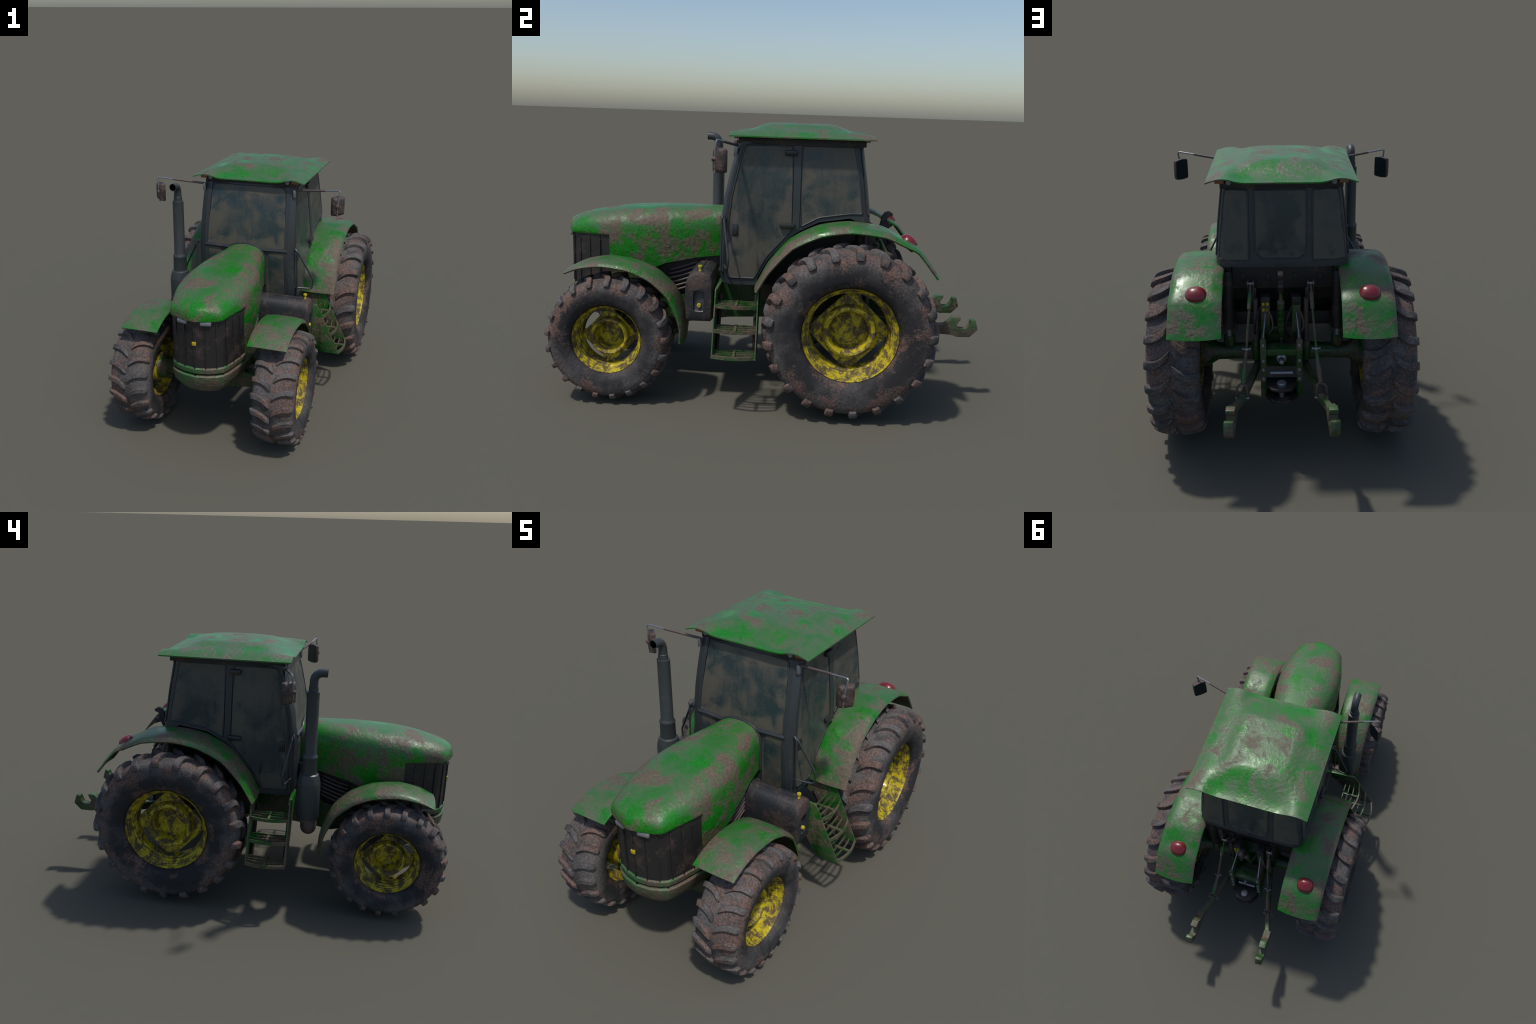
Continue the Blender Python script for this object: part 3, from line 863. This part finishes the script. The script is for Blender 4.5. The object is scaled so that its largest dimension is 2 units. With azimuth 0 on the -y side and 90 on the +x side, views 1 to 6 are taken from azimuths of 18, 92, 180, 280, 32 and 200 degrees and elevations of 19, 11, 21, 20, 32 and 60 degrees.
# wheel-arch inner walls and the black bulkhead under the cab tail
ARCH = [(-.045, .545), (.0, .640), (.095, .750), (.22, .82), (.36, .845), (.44, .842), (.43, .80), (.34, .70), (.28, .56), (.10, .53)]
for s in (1, -1):
    prism('wheel_arch_wall', ARCH, s * .225, s * .252, M_BLACK, cab, 'x', .003)
bm = bmesh.new()
add_prism(bm, [(.432, .845), (.432, .730), (.395, .716), (.385, .66), (.31, .645), (.30, .545), (.20, .545), (.20, .85)], -.222, .222, 'x', .004)
for x in (-.165, -.055, .065, .175):
    add_box(bm, Vector((x, .430, .785)), (.024, .012, .038), .003)
finish(bm, 'bulkhead', M_BLACK, cab)
box('cab_floor', (0, .10, .56), (.44, .56, .07), M_BLACK, cab, .01)

# ------------------------------------------------------------------ roof
def roof_edge(x):
    return smooth_table([(0, 1.2215), (.155, 1.2215), (.19, 1.226), (.235, 1.2365), (.275, 1.2350), (.3215, 1.2215)], abs(x))
def smin(a, b, k=.30):
    h = max(0, min(1, .5 + .5 * (b - a) / k))
    return lerp(b, a, h) - k * h * (1 - h)
Y0, Y1, XW = -.187, .4645, .3205
def ease(v):
    v = max(0.0, min(1.0, v))
    return v * v * (3 - 2 * v)
def roof_z(x, y):
    rx = (XW - abs(x)) / .180
    ry = min((y - Y0) / .172, (Y1 - y) / .192)
    t = max(0.0, smin(min(rx, 1.25), min(ry, 1.25)))
    t = lerp(t, ease(t), .7) if t < 1 else 1.0
    top = 1.2805 - .009 * (abs(x) / .2) ** 2 - .003 * ((y - .13) / .16) ** 2
    z = lerp(roof_edge(x), top, min(1.0, t))
    z += .0013 * min(1, t * 3) * mnoise.noise(Vector((x * 8, y * 8, 3.1)))
    return z
bm = bmesh.new()
NX, NY = 64, 66
top = [[None] * (NY + 1) for _ in range(NX + 1)]
bot = [[None] * (NY + 1) for _ in range(NX + 1)]
for i in range(NX + 1):
    for j in range(NY + 1):
        x, y = lerp(-XW, XW, i / NX), lerp(Y0, Y1, j / NY)
        z = roof_z(x, y)
        top[i][j] = bm.verts.new((x, y, z))
        bot[i][j] = bm.verts.new((x, y, min(z - .006, roof_edge(x) - .006 + .3 * max(0, z - roof_edge(x)))))
for i in range(NX):
    for j in range(NY):
        bm.faces.new((top[i][j], top[i + 1][j], top[i + 1][j + 1], top[i][j + 1]))
        bm.faces.new((bot[i][j], bot[i][j + 1], bot[i + 1][j + 1], bot[i + 1][j]))
for i in range(NX):
    bm.faces.new((top[i][0], bot[i][0], bot[i + 1][0], top[i + 1][0]))
    bm.faces.new((top[i][NY], top[i + 1][NY], bot[i + 1][NY], bot[i][NY]))
for j in range(NY):
    bm.faces.new((top[0][j], top[0][j + 1], bot[0][j + 1], bot[0][j]))
    bm.faces.new((top[NX][j], bot[NX][j], bot[NX][j + 1], top[NX][j + 1]))
roof = finish(bm, 'roof', M_ROOF, None, 50)
prism('roof_base', [(-.258, -.150), (.258, -.150), (.268, .0), (.272, .30), (.262, .425), (-.262, .425), (-.272, .30), (-.268, .0)], 1.185, 1.2155, M_BLACK, roof, 'z', .004)
for s in (1, -1):
    for y, d in ((-.166, -1), (.440, 1)):
        bm = bmesh.new()
        add_lathe(bm, [(.012, 0), (.0135, .010 * d), (.011, .018 * d), (.003, .021 * d)], (s * .222, y - .012 * d, 1.218), 'y', 16)
        finish(bm, 'work_lamp', M_LAMP, roof)
        box('indicator_lamp', (s * .262, y - .012 * d, 1.219), (.040, .028, .016), M_ORANGE, roof, .004)

# ------------------------------------------------------------------ fenders
def fender(name, crest, drops, xin, xout, s, mat, thick=.006, arch=.006, lip=.03, end_in=0.0):
    """Sweep an arched plate with a rolled outer edge along a side-view path."""
    n = len(crest)
    C = [Vector(p) for p in crest]
    fine, fd = [], []
    for i in range(n - 1):                       # gentle rounding of the panel facets
        p0 = C[i - 1] if i else 2 * C[0] - C[1]
        p3 = C[i + 2] if i + 2 < n else 2 * C[-1] - C[-2]
        for k in range(4):
            t = k / 4
            lin = C[i].lerp(C[i + 1], t)
            cat = 0.5 * ((2 * C[i]) + (C[i + 1] - p0) * t + (2 * p0 - 5 * C[i] + 4 * C[i + 1] - p3) * t * t + (3 * C[i] - p0 - 3 * C[i + 1] + p3) * t ** 3)
            fine.append(lin.lerp(cat, .6)); fd.append(lerp(drops[i], drops[i + 1], t))
    fine.append(C[-1]); fd.append(drops[-1])
    bm = bmesh.new()
    rings = []
    for i, p in enumerate(fine):
        t = (fine[min(i + 1, len(fine) - 1)] - fine[max(i - 1, 0)]).normalized()
        nrm = Vector((-t.y, t.x))
        d = fd[i]
        prof = [(0, -.012 * min(1, d / .03)), (.03, -.002), (.25, arch * .8), (.5, arch), (.72, arch * .55), (.86, -d * .06), (.93, -d * .28), (.975, -d * .62), (1.0, -d)]
        outer, inner = [], []
        for u, h in prof:
            x = lerp(xin, xout, u)
            q = p + nrm * h
            if i in (0, len(fine) - 1): q = q + t * (.010 if i else -.003) * (1 - (2 * u - 1) ** 2)
            outer.append((s * x, q.x, q.y))
            q2 = q - nrm * thick
            x2 = x - (thick * .8 if u > .9 else 0)
            inner.append((s * x2, q2.x, q2.y))
        rings.append(outer + inner[::-1])
    add_rings(bm, rings)
    return finish(bm, name, mat, None, 50)

RF = [(-.048, .553), (.002, .652), (.100, .768), (.228, .834), (.365, .856), (.515, .838), (.600, .798), (.666, .763), (.754, .649)]
RFD = [.008, .015, .021, .025, .025, .022, .017, .014, .010]
FF = [(-.907, .597), (-.838, .631), (-.737, .649), (-.610, .634), (-.508, .589), (-.424, .510), (-.378, .407), (-.365, .347), (-.370, .286)]
FFD = [.005, .013, .018, .020, .020, .018, .016, .014, .010]
for s in (1, -1):
    rf = fender('fender', RF, RFD, .248 + .005 * s, .472 + .005 * s, s, M_FENDER, arch=.003)
    fender('fender', FF, FFD, .234 + .003 * s, .430 + .003 * s, s, M_FENDER, arch=.003)
    # red tail lamp: pillow shape on the rear slope
    bm = bmesh.new()
    t = Vector((0, .070, -.051)).normalized()
    nr = Vector((0, .051, .070)).normalized()
    o = Vector((s * .362, .616, .772))
    rings = []
    for h, k in ((-.012, 1.0), (.008, 1.0), (.020, .96), (.031, .85), (.039, .62), (.043, .28), (.0437, .02)):
        ring = []
        for a in range(32):
            th = 2 * pi * a / 32
            c, si = cos(th), sin(th)
            e = 2 / 2.3
            u = .047 * k * abs(c) ** e * (1 if c > 0 else -1)
            v = .041 * k * abs(si) ** e * (1 if si > 0 else -1)
            ring.append(o + Vector((u, 0, 0)) + t * v + nr * h)
        rings.append(ring)
    add_rings(bm, rings)
    finish(bm, 'tail_lamp', M_RED, rf, 60)

# ------------------------------------------------------------------ ladders
LOFF = {1: 0.0, -1: .010}
def out_x(z): return table([(.262, .558), (.546, .424), (.60, .35)], z)
def in_x(z): return table([(.262, .442), (.36, .376), (.50, .300), (.60, .285)], z)
for s in (1, -1):
    lo = LOFF[s]
    poly = [(out_x(.268) + lo, .268), (out_x(.54) + lo, .540), (out_x(.546) - .006 + lo, .549), (.215, .550), (.215, .520), (.30 + lo, .465), (in_x(.36) + lo, .36), (in_x(.268) + lo, .268)]
    poly = [(x * s, z) for x, z in poly]
    lad = None
    for y in (-.222, -.032):
        ob = prism('ladder_side', poly, y - .003, y + .003, M_LADDER, lad, 'y', .0012)
        if lad is None: lad = ob
    for y, d in ((-.222, 1), (-.032, -1)):
        # inner flange of the side plate
        bm = bmesh.new()
        add_tube(bm, [(s * (in_x(z) + lo + .012), y + d * .012, z) for z in (.275, .36, .50)], .009, 4)
        finish(bm, 'ladder_flange', M_GRILLE, lad)
    prism('ladder_top_plate', [(s * .215, -.222), (s * (.42 + lo), -.222), (s * (.42 + lo), -.212), (s * .215, -.205)], .546, .552, M_LADDER, lad, 'z', .001)
    for z in (.478, .378, .276):
        xo = out_x(z) + lo - .006
        bm = bmesh.new()
        for k in range(4):
            x = xo - .076 + k * .0245
            bow = (0, .003, .009, .018)[k]
            w, h = (.0024, .0065) if k < 3 else (.0045, .008)
            rings = []
            for i in range(13):
                u = i / 12
                xx = x + bow * (1 - (2 * u - 1) ** 2) + (.004 if k == 3 else 0)
                yy = lerp(-.219, -.035, u)
                rings.append([(s * (xx - w), yy, z - h), (s * (xx + w), yy, z - h), (s * (xx + w), yy, z + h), (s * (xx - w), yy, z + h)])
            add_rings(bm, rings)
        add_box(bm, Vector((s * (xo - .032), -.126, z + .004)), (.092, .011, .012), .001)
        finish(bm, 'ladder_step', M_TREAD, lad)

# ------------------------------------------------------------------ mirrors
for s in (1, -1):
    arm = tube('mirror_arm', [(s * .262, -.152, 1.176), (s * .30, -.164, 1.181), (s * .438, -.199, 1.1985)], .0062, M_PIPE, None, 10)
    box('mirror_bracket', (s * .262, -.160, 1.160), (.014, .018, .042), M_STEEL, arm, .002)
    tube('mirror_rod', fillet([(s * .43, -.197, 1.1975), (s * .523, -.219, 1.2085), (s * .513, -.226, 1.13), (s * .512, -.224, 1.07)], .012), .0042, M_STEEL, arm, 8)
    c = Vector((s * .5065, -.200, 1.1225))
    ang = math.atan2(.048, .052)
    U = Vector((s * cos(ang), sin(ang), 0)); N = Vector((s * sin(ang), -cos(ang), 0))
    bm = bmesh.new()
    rings = []
    for h, kx, kz in ((-.006, .95, .97), (-.001, 1, 1), (.010, .98, .98), (.020, .86, .90), (.026, .60, .70)):
        ring = []
        for u, v in round_poly([(-.037, -.050), (0, -.0535), (.037, -.049), (.038, 0), (.037, .049), (0, .0535), (-.037, .050), (-.038, 0)], .008, 3):
            ring.append(c + U * u * kx + Vector((0, 0, v * kz)) + N * h)
        rings.append(ring)
    add_rings(bm, rings)
    finish(bm, 'mirror_shell', M_MIRRORBACK, arm, 40)
    bm = bmesh.new()
    rings = []
    for h, k in ((-.002, .90), (-.0075, .90)):
        rings.append([c + U * u * k + Vector((0, 0, v * k)) + N * h for u, v in round_poly([(-.036, -.049), (0, -.0525), (.036, -.048), (.036, .048), (0, .0525), (-.036, .049)], .006, 3)])
    add_rings(bm, rings)
    finish(bm, 'mirror_glass', M_MIRROR, arm)
    lathe('mirror_knob', [(.004, -.012), (.009, -.010), (.010, 0), (.009, .010), (.003, .013)], (s * .513, -.228, 1.128), M_PIPE, arm, 'y', 12)

# ------------------------------------------------------------------ rear linkage
HX = .009
HOOK = [(.80, .326), (.868, .328), (.903, .315), (.962, .317), (.9985, .354), (.984, .403), (.963, .399), (.964, .380), (.952, .357), (.930, .352), (.905, .354), (.897, .377), (.914, .396), (.917, .412), (.878, .410), (.845, .371), (.80, .369)]
for s in (1, -1):
    X = lambda x: HX + s * x
    # lower lift arm and claw
    bm = bmesh.new()
    A, B, Cc = Vector((X(.098), .42, .372)), Vector((X(.167), .695, .335)), Vector((X(.202), .815, .347))
    P = [A, B, Cc]
    rings = []
    for p, hw, hh in ((A, .016, .020), (B, .014, .020), (Cc, .013, .021)):
        rings.append([p + Vector((dx * hw, 0, dz * hh)) for dx, dz in ((-1, -.7), (-.7, -1), (.7, -1), (1, -.7), (1, .7), (.7, 1), (-.7, 1), (-1, .7))])
    add_rings(bm, rings)
    arm = finish(bm, 'lift_arm', M_CLAW, None, 30)
    bm = bmesh.new()
    add_prism(bm, [(y, z) for y, z in HOOK], -.019, .019, 'x', .003)
    bmesh.ops.transform(bm, verts=bm.verts, matrix=Matrix.Translation((X(.202), .80, 0)) @ Matrix.Rotation(-s * radians(2), 4, 'Z') @ Matrix.Translation((0, -.80, 0)))
    finish(bm, 'link_claw', M_CLAW, arm, 30)
    # lifting rod
    top, j1, j2, yk = Vector((X(.130), .503, .784)), Vector((X(.136), .558, .687)), Vector((X(.150), .617, .527)), Vector((X(.166), .692, .405))
    bm = bmesh.new()
    add_tube(bm, [top, top.lerp(j1, .35)], .004, 8)
    add_tube(bm, [top.lerp(j1, .35), j1], .0095, 12)
    add_tube(bm, [j1, j2], .0055, 10)
    add_tube(bm, [j2, j2.lerp(yk, .1), j2.lerp(yk, .55), j2.lerp(yk, .62), yk], [.007, .0075, .0105, .0125, .0085], 12)
    rod = finish(bm, 'lift_rod', M_CLAW, None, 35)
    bm = bmesh.new()
    d = (j1 - j2).normalized()
    add_tube(bm, [j2 - d * .003, j2 + d * .004], .013, 12)
    add_tube(bm, [j2 + Vector((-.018, .0, 0)), j2 + Vector((.018, 0, 0))], .0045, 8)
    add_tube(bm, [top + Vector((-.016, 0, 0)), top + Vector((.016, 0, 0))], .0055, 10)
    finish(bm, 'rod_collar', M_STEEL, rod)
    # yoke straddling the lower link
    bm = bmesh.new()
    yb = Vector((X(.170), .694, .332))
    path = fillet([yb + Vector((-.021, 0, -.008)), yb + Vector((-.021, 0, .055)), yk + Vector((-.008, 0, -.004)), yk + Vector((.008, 0, -.004)), yb + Vector((.021, 0, .055)), yb + Vector((.021, 0, -.008))], .012)
    add_tube(bm, path, .0052, 6)
    finish(bm, 'link_yoke', M_PIPE, rod)
    bm = bmesh.new()
    add_tube(bm, [yb + Vector((-.029, 0, 0)), yb + Vector((.029, 0, 0))], .006, 8)
    finish(bm, 'yoke_pin', M_STEEL, rod)
    # upper rocker fork
    bm = bmesh.new()
    for dx in (-.0115, .0115):
        add_prism(bm, [(.44, .735), (.495, .795), (.508, .793), (.512, .780), (.495, .74), (.47, .690), (.44, .690)], top.x + dx - .0025, top.x + dx + .0025, 'x', .001)
    add_box(bm, Vector((top.x - s * .004, .405, .70)), (.035, .06, .07), .006)
    finish(bm, 'rocker_fork', M_PIPE)
    # hydraulic ram beside it
    rx = X(.112)
    ram = lathe('hydraulic_ram', [(.004, .395), (.017, .40), (.019, .41), (.019, .49), (.016, .495), (.012, .497)], (rx, .475, 0), M_CHASSIS, None, 'z', 16)
    tube('ram_piston', [(rx, .475, .48), (rx, .472, .70)], .0115, M_PIPE, ram, 12)
    # outer cab strut with bright piston on a green cup
    cx = s * .245
    strut = lathe('cab_strut', [(.022, .535), (.027, .54), (.027, .80), (.022, .815)], (cx, .425, 0), M_BLACK, None, 'z', 18)
    tube('strut_piston', [(cx, .425, .47), (cx, .425, .545)], .0155, M_STEEL, strut, 14)
    lathe('strut_cup', [(.008, .432), (.022, .445), (.026, .458), (.026, .496), (.020, .50)], (cx, .42, 0), M_CHASSIS, strut, 'z', 8)
    # drawbar frame plate with bolts
    fx = X(.079)
    fp = prism('hitch_plate', [(.45, .56), (.585, .56), (.592, .55), (.590, .285), (.58, .272), (.565, .285), (.54, .34), (.45, .40)], fx - .008, fx + .008, M_CHASSIS, None, 'x', .002)
    prism('hitch_plate_face', [(fx - .013, .275), (fx + .013, .275), (fx + .013, .556), (fx - .013, .556)], .583, .594, M_CHASSIS, fp, 'y', .002)
    for z in (.531, .457, .413, .368):
        bm = bmesh.new()
        add_lathe(bm, [(.008, .592), (.008, .598), (.006, .601), (.001, .6015)], (fx, 0, z), 'y', 10)
        finish(bm, 'hitch_bolt', M_STEEL, fp)
    # upright block with couplings
    ux = X(.068)
    blk = box('coupling_block', (ux, .468, .625), (.040, .05, .17), M_CHASSIS, None, .004)
    box('coupling_head', (ux, .470, .695), (.042, .05, .040), M_BLACK, blk, .004)
    if s > 0:
        for dx in (-.009, .009):
            for z in (.654, .682):
                bm = bmesh.new()
                add_lathe(bm, [(.008, .485), (.008, .496), (.006, .499), (.001, .499)], (ux + dx, 0, z), 'y', 12)
                finish(bm, 'coupling_cap', M_YELLOW, blk)
    tube('hydraulic_hose', fillet([(ux - .004, .490, .67), (ux - .010 - .02, .515, .62), (ux - .032, .51, .57), (ux - .012, .50, .54)], .03), .0042, M_PIPE, blk, 8)
    tube('hydraulic_hose', fillet([(ux + .02, .490, .67), (ux + .042, .515, .62), (ux + .052, .49, .54), (ux + .03, .46, .50)], .03), .0042, M_BLACK, blk, 8)
    tube('control_lever', [(ux, .488, .64), (fx, .578, .555)], .004, M_STEEL, blk, 8)

# crossmembers of the drawbar, jaw and pin
bm = bmesh.new()
add_box(bm, Vector((HX, .56, .49)), (.15, .05, .03), .003)
add_box(bm, Vector((HX, .475, .42)), (.15, .02, .08), .003)
finish(bm, 'drawbar_frame', M_CHASSIS)
lathe('power_shaft', [(.006, .53), (.02, .535), (.022, .565), (.012, .57), (.010, .60), (.002, .602)], (HX, 0, .45), M_STEEL, None, 'y', 14)
tube('cross_pin', [(HX - .05, .575, .385), (HX + .05, .575, .385)], .009, M_STEEL, None, 12)
jaw = [(-.068, .55), (.068, .55), (.072, .61), (.045, .655), (.0, .67), (-.045, .655), (-.072, .61)]
jp = prism('hitch_jaw', [(HX + x, y) for x, y in jaw], .338, .350, M_BLACK, None, 'z', .003)
prism('hitch_jaw', [(HX + x, y) for x, y in jaw], .282, .296, M_BLACK, jp, 'z', .003)
lathe('hitch_pin', [(.005, .264), (.011, .268), (.011, .346), (.011, .350), (.021, .352), (.022, .364), (.018, .369), (.004, .370)], (HX, .625, 0), M_STEEL, jp, 'z', 10)

# top link: ribbed cylinder, rod and open claw
bm = bmesh.new()
P0, P1 = Vector((HX, .477, .520)), Vector((HX, .530, .715))
n = 26
pts, rr = [], []
for i in range(n + 1):
    u = i / n
    pts.append(P0.lerp(P1, u)); rr.append(.0165 + .001 * sin(u * 40) if 0 < u < 1 else .011)
add_tube(bm, pts, rr, 16)
add_tube(bm, [P1, Vector((HX, .540, .770))], .009, 10)
add_tube(bm, [P0, Vector((HX, .478, .48))], .008, 10)
tl = finish(bm, 'tie_link', M_CHASSIS, None, 40)
CLAW = [(.522, .765), (.545, .755), (.556, .778), (.560, .795), (.578, .786), (.592, .800), (.590, .812), (.574, .810), (.566, .820), (.567, .838), (.580, .848), (.592, .846), (.598, .858), (.578, .872), (.556, .866), (.543, .845), (.540, .815), (.532, .790)]
prism('tie_link_claw', CLAW, HX - .011, HX + .011, M_BLACK, tl, 'x', .002)
